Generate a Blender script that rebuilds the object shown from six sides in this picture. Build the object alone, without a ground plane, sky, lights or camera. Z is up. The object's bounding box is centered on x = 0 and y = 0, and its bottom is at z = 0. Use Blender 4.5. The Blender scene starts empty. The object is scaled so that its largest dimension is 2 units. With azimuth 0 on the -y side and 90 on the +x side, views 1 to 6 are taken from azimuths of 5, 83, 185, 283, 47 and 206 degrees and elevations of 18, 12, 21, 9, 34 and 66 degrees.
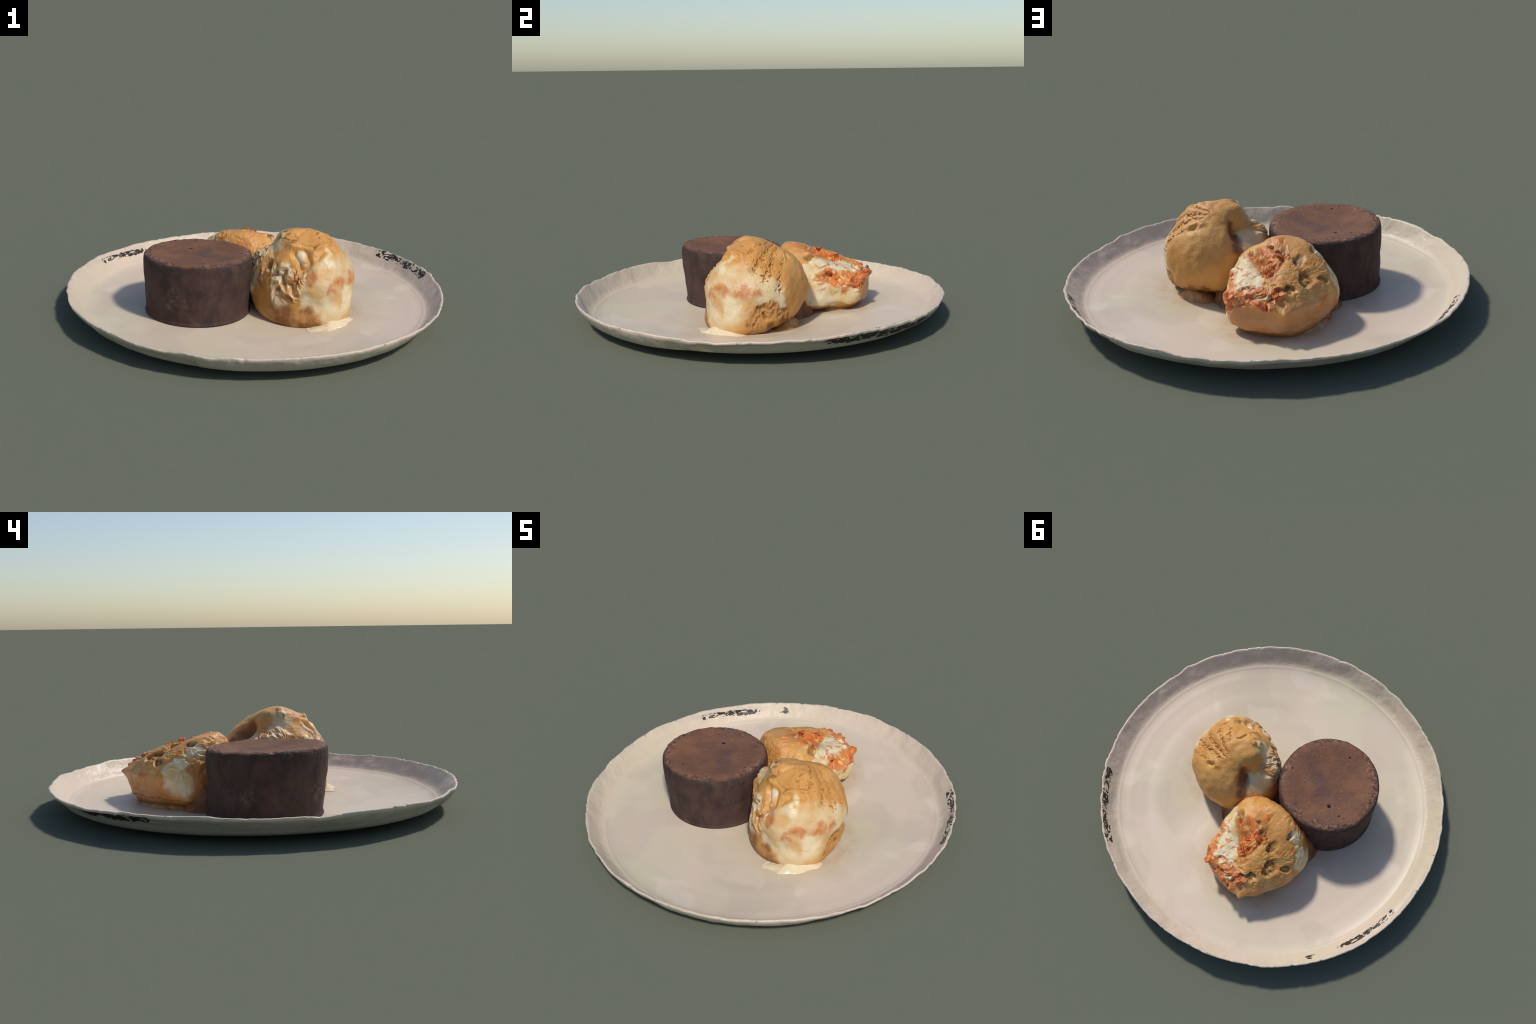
"""A speckled white dinner plate with a round chocolate cake and two scoops of
caramel ice cream.  Everything is built from profiles, lofted cross-sections,
lumps and node-driven relief; the same node fields drive relief and colour."""
import bpy, bmesh, math, random
import numpy as np
from mathutils import Vector

rng = np.random.default_rng(7)
FLOOR = 0.014                       # height of the plate's well


# ------------------------------------------------------------------ helpers
def lin(r, g, b):
    """8-bit sRGB albedo -> linear RGBA"""
    f = lambda c: c / 12.92 if c <= 0.04045 else ((c + 0.055) / 1.055) ** 2.4
    return (f(r / 255), f(g / 255), f(b / 255), 1.0)


def sstep(x, a, b):
    t = np.clip((x - a) / (b - a), 0, 1)
    return t * t * (3 - 2 * t)


def vnoise(p, scale, seed=0, octaves=3):
    """smooth value noise on an (n,3) array, about -1..1"""
    out, amp, tot = np.zeros(len(p)), 1.0, 0.0
    for o in range(octaves):
        q = p * scale * 2 ** o + 17.3 * (seed + o)
        i = np.floor(q).astype(np.int64)
        f = q - i
        f = f * f * (3 - 2 * f)

        def h(dx, dy, dz):
            n = (i[:, 0] + dx) * 374761393 + (i[:, 1] + dy) * 668265263 + (i[:, 2] + dz) * 2147483647 + seed * 974711
            n = (n ^ (n >> 13)) * 1274126177
            n = n ^ (n >> 16)
            return (n & 0xFFFF) / 32767.5 - 1
        x0 = lambda y, z: h(0, y, z) * (1 - f[:, 0]) + h(1, y, z) * f[:, 0]
        y0 = lambda z: x0(0, z) * (1 - f[:, 1]) + x0(1, z) * f[:, 1]
        out += amp * (y0(0) * (1 - f[:, 2]) + y0(1) * f[:, 2])
        tot += amp
        amp *= 0.5
    return out / tot


def seg_dist(p, a, b):
    a, b = np.array(a), np.array(b)
    t = np.clip((p - a) @ (b - a) / max((b - a) @ (b - a), 1e-9), 0, 1)
    return np.linalg.norm(p - a - t[:, None] * (b - a), axis=1)


def line_dist(p, pts):
    return np.min([seg_dist(p, a, b) for a, b in zip(pts[:-1], pts[1:])], axis=0)


def new_empty(name, loc, label, category):
    e = bpy.data.objects.new(name, None)
    e.location = loc
    e.empty_display_size = 0.1
    bpy.context.scene.collection.objects.link(e)
    e["label"], e["category"] = label, category
    return e


def make_mesh(name, verts, faces, mat, smooth=True):
    me = bpy.data.meshes.new(name)
    me.from_pydata(np.asarray(verts).tolist(), [], [list(map(int, f)) for f in faces])
    me.materials.append(mat)
    me.polygons.foreach_set("use_smooth", np.full(len(me.polygons), smooth))
    me.update()
    return me


def add(name, me, parent):
    ob = bpy.data.objects.new(name, me)
    bpy.context.scene.collection.objects.link(ob)
    ob.parent = parent
    return ob


def vertex_normals(v, f):
    n = np.zeros_like(v)
    a, b, c = v[f[:, 0]], v[f[:, 1]], v[f[:, 2]]
    fn = np.cross(b - a, c - a)
    if f.shape[1] == 4:
        fn = fn + np.cross(c - a, v[f[:, 3]] - a)
    for k in range(f.shape[1]):
        np.add.at(n, f[:, k], fn)
    return n / np.maximum(np.linalg.norm(n, axis=1, keepdims=True), 1e-12)


def split_parts(v, f, region, parts, parent):
    """cut one smooth surface into objects by region; borders and normals stay shared"""
    n = vertex_normals(v, f)
    for key, (name, mat) in parts.items():
        sub = f[region == key]
        used, inv = np.unique(sub, return_inverse=True)
        me = make_mesh(name, v[used], inv.reshape(sub.shape), mat)
        me.normals_split_custom_set_from_vertices(n[used].tolist())
        add(name, me, parent)


# ---------------------------------------------------- node fields (shader or geometry)
class Nodes:
    def __init__(self, tree):
        self.t = tree

    def new(self, kind, **props):
        n = self.t.nodes.new(kind)
        for k, v in props.items():
            setattr(n, k, v)
        return n

    def put(self, sock, val):
        if isinstance(val, bpy.types.NodeSocket):
            self.t.links.new(val, sock)
        else:
            sock.default_value = val

    def m(self, op, a, b=0.0, c=0.0):
        n = self.new("ShaderNodeMath", operation=op)
        for s, v in zip(n.inputs, (a, b, c)):
            self.put(s, v)
        return n.outputs[0]

    def v(self, op, a, b=(0, 0, 0), scale=None):
        n = self.new("ShaderNodeVectorMath", operation=op)
        self.put(n.inputs[0], a)
        if op not in ("NORMALIZE", "LENGTH", "SCALE"):
            self.put(n.inputs[1], b)
        if scale is not None:
            self.put(n.inputs["Scale"], scale)
        return n.outputs["Value"] if op in ("LENGTH", "DOT_PRODUCT", "DISTANCE") else n.outputs[0]

    def ramp(self, x, a, b, lo=0.0, hi=1.0, kind="SMOOTHSTEP"):
        n = self.new("ShaderNodeMapRange", interpolation_type=kind)
        for s, v in zip(n.inputs[:5], (x, a, b, lo, hi)):
            self.put(s, v)
        return n.outputs[0]

    def noise(self, vec, scale, detail=3.0, rough=0.5, distort=0.0, colour=False):
        n = self.new("ShaderNodeTexNoise")
        self.put(n.inputs["Vector"], vec)
        for k, v in (("Scale", scale), ("Detail", detail), ("Roughness", rough), ("Distortion", distort)):
            n.inputs[k].default_value = v
        return n.outputs["Color" if colour else "Fac"]

    def voronoi(self, vec, scale, feature="F1", rand=1.0):
        n = self.new("ShaderNodeTexVoronoi", feature=feature)
        self.put(n.inputs["Vector"], vec)
        n.inputs["Scale"].default_value = scale
        n.inputs["Randomness"].default_value = rand
        return n.outputs["Distance"]

    def warp(self, vec, scale, amount, detail=2.0):
        c = self.noise(vec, scale, detail, colour=True)
        off = self.v("SCALE", self.v("SUBTRACT", c, (0.5, 0.5, 0.5)), scale=amount)
        return self.v("ADD", vec, off)

    def blobs(self, vec, items, soft=0.45):
        """union of ellipsoid patches: items are (centre, radius or radii)"""
        best = None
        for c, r in items:
            r = (r, r, r) if isinstance(r, (int, float)) else r
            d = self.v("MULTIPLY", self.v("SUBTRACT", vec, tuple(c)), tuple(1 / k for k in r))
            d = self.v("LENGTH", d)
            best = d if best is None else self.m("SMOOTH_MIN", best, d, 0.5)
        return self.ramp(best, 0.93 + soft / 2, 0.93 - soft / 2)

    def mix(self, fac, a, b):
        n = self.new("ShaderNodeMix", data_type="RGBA")
        self.put(n.inputs["Factor"], fac)
        self.put([s for s in n.inputs if s.name == "A" and s.type == "RGBA"][0], a)
        self.put([s for s in n.inputs if s.name == "B" and s.type == "RGBA"][0], b)
        return [s for s in n.outputs if s.type == "RGBA"][0]

    def xyz(self, vec):
        n = self.new("ShaderNodeSeparateXYZ")
        self.put(n.inputs[0], vec)
        return n.outputs

    def vec(self, x, y, z):
        n = self.new("ShaderNodeCombineXYZ")
        for s, v in zip(n.inputs, (x, y, z)):
            self.put(s, v)
        return n.outputs[0]


def material(name, paint, rough=0.5, spec=0.5, **extra):
    """paint(N, object_position) -> colour socket, optionally (colour, height[, roughness])"""
    mat = bpy.data.materials.new(name)
    mat.use_nodes = True
    t = mat.node_tree
    t.nodes.clear()
    N = Nodes(t)
    out = N.new("ShaderNodeOutputMaterial")
    bsdf = N.new("ShaderNodeBsdfPrincipled")
    t.links.new(bsdf.outputs[0], out.inputs[0])
    pos = N.new("ShaderNodeTexCoord").outputs["Object"]
    res = paint(N, pos)
    res = res if isinstance(res, tuple) else (res,)
    N.put(bsdf.inputs["Base Color"], res[0])
    bsdf.inputs["Roughness"].default_value = rough
    bsdf.inputs["Specular IOR Level"].default_value = spec
    for k, v in extra.items():
        bsdf.inputs[k.replace("_", " ")].default_value = v
    if len(res) > 1 and res[1] is not None:
        b = N.new("ShaderNodeBump")
        b.inputs["Strength"].default_value = 1.0
        b.inputs["Distance"].default_value = 1.0
        N.put(b.inputs["Height"], res[1])
        t.links.new(b.outputs[0], bsdf.inputs["Normal"])
    if len(res) > 2:
        N.put(bsdf.inputs["Roughness"], res[2])
    return mat


def sculpt(ob, relief, centre):
    """push every vertex along its ray from `centre` by the node field relief(N, position)"""
    g = bpy.data.node_groups.new("relief", "GeometryNodeTree")
    g.interface.new_socket("Geometry", in_out="INPUT", socket_type="NodeSocketGeometry")
    g.interface.new_socket("Geometry", in_out="OUTPUT", socket_type="NodeSocketGeometry")
    N = Nodes(g)
    gi, go = N.new("NodeGroupInput"), N.new("NodeGroupOutput")
    sp = N.new("GeometryNodeSetPosition")
    pos = N.new("GeometryNodeInputPosition").outputs[0]
    ray = N.v("NORMALIZE", N.v("SUBTRACT", pos, tuple(centre)))
    N.put(sp.inputs["Offset"], N.v("SCALE", ray, scale=relief(N, pos)))
    g.links.new(gi.outputs[0], sp.inputs["Geometry"])
    g.links.new(sp.outputs[0], go.inputs[0])
    md = ob.modifiers.new("relief", "NODES")
    md.node_group = g
    dg = bpy.context.evaluated_depsgraph_get()
    me = bpy.data.meshes.new_from_object(ob.evaluated_get(dg))
    ob.modifiers.clear()
    old = ob.data
    me.name = ob.name
    ob.data = me
    bpy.data.meshes.remove(old)
    bpy.data.node_groups.remove(g)
    me.polygons.foreach_set("use_smooth", np.ones(len(me.polygons), bool))


# ------------------------------------------------------------------ the plate
# rim radius and rim height round the plate: gentle hand-made unevenness
def rim_r(a):
    return (0.9975 - 0.0078 * np.cos(a) + 0.0018 * np.sin(a) - 0.0044 * np.sin(2 * a) + 0.0021 * np.cos(3 * a)
            + 0.0017 * np.sin(3 * a))


def rim_h(a):
    return (0.1304 + 0.005 * np.cos(a) + 0.002 * np.sin(a) + 0.0029 * np.sin(2 * a) - 0.0033 * np.cos(3 * a))


PLATE_TOP = [(0.0, 0.1), (0.3, 0.1), (0.6, 0.1), (0.74, 0.115), (0.82, 0.16), (0.865, 0.205), (0.893, 0.26), (0.905, 0.29),
             (0.92, 0.33), (0.937, 0.43), (0.953, 0.58), (0.968, 0.75), (0.980, 0.90), (0.990, 1.0)]
PLATE_UNDER = [(0.998, 0.985), (1.0, 0.93), (0.993, 0.79), (0.978, 0.60), (0.957, 0.43), (0.93, 0.315), (0.89, 0.215),
               (0.83, 0.13), (0.75, 0.062), (0.65, 0.022), (0.5, 0.0), (0.3, 0.0), (0.0, 0.0)]


def plate_warp(x, y, under):
    """the plate is not level: one side of the well stands higher, the near side sags"""
    r, a = np.hypot(x, y), np.degrees(np.arctan2(y, x))
    a = np.where(a < -100, a + 360, a)
    side = np.where(under, sstep(a, -45, 0) + 0.5 * np.exp(-(a / 25) ** 2) - 0.4 * np.exp(-((a - 55) / 25) ** 2)
                    + 0.5 * np.exp(-((a - 112) / 18) ** 2) + 0.4 * np.exp(-((a + 12) / 18) ** 2),
                    sstep(a, -80, -35) * (1 - 0.45 * sstep(r, 0.83, 0.93))) * (1 - sstep(a, 100, 145))
    back = np.where(under, sstep(a, 95, 130) * (1 - sstep(a, 235, 270)), sstep(a, 110, 145) * (1 - sstep(a, 205, 250)))
    return (0.021 * side * sstep(r, 0.42, 0.72) - 0.010 * np.exp(-((x - 0.05) ** 2 + (y + 0.55) ** 2) / 0.30 ** 2)
            + np.where(under, 0.010, 0.0) * np.exp(-((a - 252) / 18) ** 2) * sstep(r, 0.76, 0.92)
            + back * np.where(under, 0.017 * sstep(r, 0.76, 0.92), 0.004 * sstep(r, 0.6, 0.8))
            + np.where(under, 0.014, 0.030) * np.exp(-((a - 163) / 22) ** 2) * sstep(r, 0.89, 0.955)
            + 0.014 * np.exp(-((x - 0.25) ** 2 + (y - 0.40) ** 2) / 0.13 ** 2))


def resample(profile, steps):
    p = np.array(profile)
    d = np.concatenate([[0], np.cumsum(np.linalg.norm(np.diff(p, axis=0) * [1, 0.13], axis=1))])
    s = np.linspace(0, d[-1], steps)
    s = np.union1d(s, d)
    out = np.stack([np.interp(s, d, p[:, 0]), np.interp(s, d, p[:, 1])], -1)
    k = np.array([0.25, 0.5, 0.25])
    for _ in range(3):
        sm = out.copy()
        for c in (0, 1):
            sm[1:-1, c] = np.convolve(out[:, c], k, "valid")
        out = sm
    return out


def build_plate():
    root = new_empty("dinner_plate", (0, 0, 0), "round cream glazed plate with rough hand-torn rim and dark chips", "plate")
    top, under = resample(PLATE_TOP, 90), resample(PLATE_UNDER, 70)
    prof = np.concatenate([top, under])
    nt, na = len(top), 900
    prof = prof[(prof[:, 0] > 1e-4)]
    nt -= 1
    a = np.linspace(0, 2 * np.pi, na, endpoint=False)
    circ = np.stack([np.cos(a), np.sin(a), np.zeros(na)], -1)
    R, H = rim_r(a), rim_h(a)
    jag_r = 0.003 + 0.004 * vnoise(circ, 7, 3, 2) + 0.004 * vnoise(circ, 24, 4, 3)
    jag_h = 0.010 * vnoise(circ, 4, 5, 2) + 0.005 * vnoise(circ, 19, 6, 3)
    bite = sstep(vnoise(circ, 38, 8, 2), 0.25, 0.6)
    jag_r -= 0.004 * bite
    jag_h -= 0.003 * bite
    rr, hh = prof[:, 0][:, None], prof[:, 1][:, None]
    under = np.arange(len(prof))[:, None] >= nt
    lift = plate_warp(rr * np.cos(a), rr * np.sin(a), under) * (1 - sstep(hh, 0.45, 1.0))
    edge = sstep(hh, 0.6, 1.0) * np.where(rr > 0.9, 1, 0)
    rad = rr * R[None] + edge * jag_r[None]
    z = hh * H[None] + edge * jag_h[None] + lift
    # lumpy clay wall between well and lip
    P = np.stack([rad * np.cos(a), rad * np.sin(a), z], -1).reshape(-1, 3)
    wall = (np.where(rr > 0.88, 1, 0) * sstep(hh, 0.28, 0.5) + 0 * a).reshape(-1)
    lump = vnoise(P, 11, 11, 3)
    P[:, 2] += wall * (0.005 * lump + 0.007 * vnoise(P, 6, 13, 2))
    P[:, :2] *= (1 + wall * 0.004 * vnoise(P, 17, 12, 2))[:, None]
    # shallow unevenness of the well, kept off the underside
    inner = np.repeat(np.arange(len(prof)) < nt, na)
    P[:, 2] += np.where(inner, 0.0015 * vnoise(P, 3, 14, 2), 0)
    # raised line where well meets wall
    rl = (rr / 0.905 + 0 * a).reshape(-1)
    P[:, 2] += np.where(inner, 0.0022 * np.exp(-((rl - 1) / 0.006) ** 2), 0)
    P[:, 2] = np.where(inner, P[:, 2], np.maximum(P[:, 2], 0))
    nr = len(prof)
    # keep a few millimetres of clay between the well and the underside
    zz, rad2 = P[:, 2].reshape(nr, na), np.hypot(P[:, 0], P[:, 1]).reshape(nr, na)
    for k in range(na):
        low = np.interp(rad2[nt + 4:, k], rad2[:nt, k], zz[:nt, k]) - 0.005
        zz[nt + 4:, k] = np.maximum(np.minimum(zz[nt + 4:, k], low), 0)
    P[:, 2] = zz.reshape(-1)
    i, j = np.meshgrid(np.arange(nr - 1), np.arange(na), indexing="ij")
    j2 = (j + 1) % na
    f = np.stack([i * na + j, i * na + j2, (i + 1) * na + j2, (i + 1) * na + j], -1)
    row = i.reshape(-1)
    f = f.reshape(-1, 4)[:, ::-1]
    # close both centres with a fan of small quads (collapsed to a tiny disc)
    c_top, c_bot = len(P), len(P) + 1
    P = np.concatenate([P, [[0, 0, P[:na, 2].mean()], [0, 0, 0]]])
    jj = np.arange(na)
    k0 = (nr - 1) * na
    fan_t = np.stack([jj[::2], np.full(na // 2, c_top), (jj[::2] + 2) % na, jj[::2] + 1], -1)
    fan_b = np.stack([k0 + jj[::2], k0 + jj[::2] + 1, k0 + (jj[::2] + 2) % na, np.full(na // 2, c_bot)], -1)
    fan_t = fan_t[:, ::-1]
    fan_b = fan_b[:, ::-1]
    f = np.concatenate([f, fan_t, fan_b])
    well_end = int(np.searchsorted(top[1:, 0], 0.903))
    reg = np.where(row < well_end, 0, np.where(row < nt + 2, 1, 2))
    reg = np.concatenate([reg, np.zeros(na // 2, int), np.full(na // 2, 2)])
    split_parts(P, f, reg, {0: ("plate_well", mat_well), 1: ("plate_rim", mat_rim), 2: ("plate_underside", mat_under)}, root)
    return root


GLAZE = lin(218, 200, 174)
GLAZE_PINK = lin(221, 199, 179)
GLAZE_GREEN = lin(210, 198, 168)


def polar(N, p):
    s = N.xyz(p)
    ang = N.m("MULTIPLY", N.m("ARCTAN2", s[1], s[0]), 180 / math.pi)
    rad = N.v("LENGTH", N.vec(s[0], s[1], 0.0))
    return ang, rad, s[2]


def window(N, x, lo, hi, soft):
    return N.m("MULTIPLY", N.ramp(x, lo - soft, lo + soft), N.ramp(x, hi + soft, hi - soft))


def glaze(N, p):
    n = N.noise(p, 1.6, 2)
    c = N.mix(N.ramp(n, 0.35, 0.65), GLAZE_GREEN, GLAZE_PINK)
    return N.mix(N.ramp(N.noise(p, 5, 3), 0.3, 0.75, 0.0, 0.5), c, GLAZE)


def paint_well(N, p):
    c = glaze(N, p)
    # soft dark and pale clouds tinted in after the scan's baked reflections
    cloud = N.ramp(N.noise(N.warp(N.v("ADD", p, (4, 2, 0)), 2.5, 0.25), 3.2, 2, 0.4), 0.50, 0.60)
    c = N.mix(N.m("MULTIPLY", cloud, 0.5), c, lin(203, 185, 165))
    pale = N.ramp(N.noise(N.warp(N.v("ADD", p, (1, 7, 0)), 2.5, 0.25), 3.6, 2, 0.4), 0.60, 0.67)
    c = N.mix(N.m("MULTIPLY", pale, 0.5), c, lin(230, 214, 194))
    # yellowish milk film that has run out round the food
    film = N.m("MULTIPLY", N.blobs(N.warp(p, 7, 0.12), [((0.22, -0.12, FLOOR), 0.42), ((-0.05, 0.42, FLOOR), 0.30)], 0.7), 0.55)
    c = N.mix(film, c, lin(206, 191, 160))
    contact_tint = N.m("MULTIPLY", N.blobs(N.warp(p, 14, 0.07, 4), [((0.30, -0.05, FLOOR), (0.27, 0.29, 0.2)), ((-0.06, 0.43, FLOOR), (0.26, 0.24, 0.2))], 0.5), N.ramp(N.noise(p, 16, 4), 0.35, 0.7))  # browned round the scoop feet: baked contact shadow plus melt
    c = N.mix(N.m("MULTIPLY", contact_tint, 0.45), c, lin(176, 143, 100))
    return c


def chips(N, p, spans, rlo, rhi, seed):
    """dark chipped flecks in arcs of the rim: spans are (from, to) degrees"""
    ang, rad, z = polar(N, p)
    q = N.vec(N.m("MULTIPLY", ang, 0.30), N.m("ADD", N.m("MULTIPLY", rad, 44.0), N.m("MULTIPLY", ang, 0.10)), seed)
    fl = N.noise(q, 1.35, 3, 0.6, 1.0)
    cover = None
    for lo, hi in spans:
        w = window(N, ang, lo, hi, 3.0)
        cover = w if cover is None else N.m("MAXIMUM", cover, w)
    mid = (rlo + rhi) / 2
    band = N.ramp(N.m("ABSOLUTE", N.m("SUBTRACT", rad, mid)), (rhi - rlo) / 2, (rhi - rlo) / 6)
    k = N.m("MULTIPLY", cover, band)
    return N.ramp(N.m("SUBTRACT", fl, N.ramp(k, 0, 1, 0.42, 0.0)), 0.485, 0.50)


def paint_rim(N, p):
    c = N.mix(0.35, glaze(N, p), lin(214, 191, 168))
    ang, rad, z = polar(N, p)
    lip = N.m("MULTIPLY", N.ramp(rad, 0.965, 0.99), N.ramp(N.noise(p, 13, 4), 0.42, 0.62))
    c = N.mix(N.m("MULTIPLY", lip, 0.35), c, lin(192, 175, 160))
    chip = chips(N, p, [(139, 163), (128, 133), (17, 47)], 0.940, 0.994, 7.3)
    c = N.mix(chip, c, lin(56, 47, 38))
    edge = N.m("MULTIPLY", N.ramp(rad, 0.982, 0.992), N.ramp(N.noise(p, 40, 4), 0.66, 0.71))
    c = N.mix(N.m("MULTIPLY", edge, 0.8), c, lin(104, 97, 93))
    return c, N.m("MULTIPLY", N.noise(p, 40, 4), 0.003)


def paint_under(N, p):
    c = N.mix(N.ramp(N.noise(p, 2.2, 2), 0.3, 0.7), lin(186, 178, 156), lin(194, 182, 162))  # greyed and greened for the wall's own shade and the table's reflection
    ang, rad, z = polar(N, p)
    # jagged pale patches below the lip
    q = N.vec(N.m("MULTIPLY", ang, 0.16), 0.0, N.m("MULTIPLY", z, 16.0))
    pale = N.m("MULTIPLY", N.ramp(N.noise(q, 1.5, 4, 0.6), 0.50, 0.54), N.m("MULTIPLY", window(N, ang, -38, -18, 4), window(N, z, 0.035, 0.085, 0.02)))
    c = N.mix(pale, c, lin(228, 208, 180))
    lip = N.ramp(N.m("ADD", z, N.m("MULTIPLY", N.m("SUBTRACT", N.noise(p, 24, 4, 0.6), 0.5), 0.05)), 0.110, 0.116)
    c = N.mix(N.m("MULTIPLY", lip, N.ramp(N.noise(p, 3, 2), 0.35, 0.6, 0.2, 0.85)), c, lin(194, 184, 184))
    q2 = N.vec(N.m("MULTIPLY", ang, 0.20), N.m("MULTIPLY", z, 22.0), 5.0)
    fl = N.noise(q2, 2.2, 4, 0.6, 0.9)
    cover = N.m("MAXIMUM", window(N, ang, 10, 52, 4), window(N, ang, 143, 168, 4))
    k = N.m("MULTIPLY", cover, N.ramp(z, 0.050, 0.100))
    chip = N.ramp(N.m("SUBTRACT", fl, N.ramp(k, 0, 1, 0.42, -0.07)), 0.47, 0.485)
    c = N.mix(chip, c, lin(54, 46, 38))
    return c, N.m("MULTIPLY", N.noise(p, 40, 4), 0.003)


# ------------------------------------------------------------------ the cake
CAKE_AT = (-0.297, -0.129)
CAKE_SIDE = [(0.0, 0.0), (0.15, 0.0), (0.278, 0.0), (0.279, 0.004), (0.275, 0.016), (0.275, 0.05), (0.278, 0.10), (0.277, 0.15), (0.282, 0.20),
             (0.284, 0.25), (0.284, 0.280), (0.282, 0.295)]
CAKE_TOP = [(0.278, 0.306), (0.272, 0.3125), (0.261, 0.3165), (0.237, 0.3175), (0.19, 0.312), (0.14, 0.304), (0.08, 0.298), (0.03, 0.296), (0.004, 0.296)]


def build_cake():
    root = new_empty("chocolate_cake", (*CAKE_AT, FLOOR), "small round dark chocolate cake with dished matt top", "cake")
    prof = np.array(CAKE_SIDE + CAKE_TOP)
    d = np.concatenate([[0], np.cumsum(np.linalg.norm(np.diff(prof, axis=0), axis=1))])
    s = np.union1d(np.linspace(0, d[-1], 230), d)
    cut = d[len(CAKE_SIDE)]
    pr = np.stack([np.interp(s, d, prof[:, 0]), np.interp(s, d, prof[:, 1])], -1)
    pr[0, 0] = 0.004
    na = 420
    a = np.linspace(0, 2 * np.pi, na, endpoint=False)
    X = pr[:, 0][:, None] * np.cos(a)
    Y = pr[:, 0][:, None] * np.sin(a)
    Z = pr[:, 1][:, None] + 0 * a
    P = np.stack([X, Y, Z], -1).reshape(-1, 3)
    side = sstep(pr[:, 0], 0.20, 0.26)[:, None] * np.ones(na)
    side = side.reshape(-1) * sstep(P[:, 2], 0.0, 0.03)
    # out-of-round, vertical streaks from the mould, crumbly upper edge
    streak = vnoise(P * [1, 1, 0.14], 22, 21, 3)
    out = 0.007 * vnoise(P, 4, 22, 2) + 0.0006 * streak + 0.0022 * vnoise(P, 26, 23, 3)
    rim = np.exp(-((P[:, 2] - 0.312) / 0.012) ** 2) * sstep(np.hypot(P[:, 0], P[:, 1]), 0.22, 0.265)
    out += rim * 0.0055 * vnoise(P, 34, 24, 3)
    rad = np.maximum(np.hypot(P[:, 0], P[:, 1]), 1e-6)
    P[:, :2] *= (1 + side * out / rad)[:, None]
    topm = sstep(P[:, 2], 0.28, 0.30)
    P[:, 2] += topm * (0.003 * vnoise(P, 7, 25, 3) + 0.0016 * vnoise(P, 32, 26, 3) + rim * 0.004 * vnoise(P, 40, 27, 2))
    low = 1 - sstep(P[:, 2], 0.0, 0.22)
    P[:, 1] += 0.012 * low
    P[:, 2] += topm * -0.040 * P[:, 1]                        # leans back a little
    # small air holes
    for hx, hy, r, dep in [(-0.355, -0.012, 0.010, 0.012), (-0.43, 0.02, 0.005, 0.005), (-0.33, 0.03, 0.004, 0.004),
                           (-0.33, -0.325, 0.006, 0.004)]:
        dd = np.hypot(P[:, 0] - hx + CAKE_AT[0], P[:, 1] - hy + CAKE_AT[1])
        P[:, 2] -= topm * dep * np.exp(-(dd / r) ** 2)
    nr = len(pr)
    i, j = np.meshgrid(np.arange(nr - 1), np.arange(na), indexing="ij")
    j2 = (j + 1) % na
    f = np.stack([i * na + j, i * na + j2, (i + 1) * na + j2, (i + 1) * na + j], -1).reshape(-1, 4)
    reg = (s[i.reshape(-1)] >= cut - 1e-6).astype(int)
    jj = np.arange(0, na, 2)
    for k0, flip, z in ((0, True, 0.0), ((nr - 1) * na, False, None)):
        c = len(P)
        P = np.concatenate([P, [[0, 0, P[k0:k0 + na, 2].mean()]]])
        fan = np.stack([k0 + jj, k0 + jj + 1, k0 + (jj + 2) % na, np.full(len(jj), c)], -1)
        f = np.concatenate([f, fan[:, ::-1] if flip else fan])
        reg = np.concatenate([reg, np.full(len(jj), 0 if flip else 1)])
    split_parts(P, f, reg, {0: ("cake_side", mat_cake_side), 1: ("cake_top", mat_cake_top)}, root)


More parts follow.
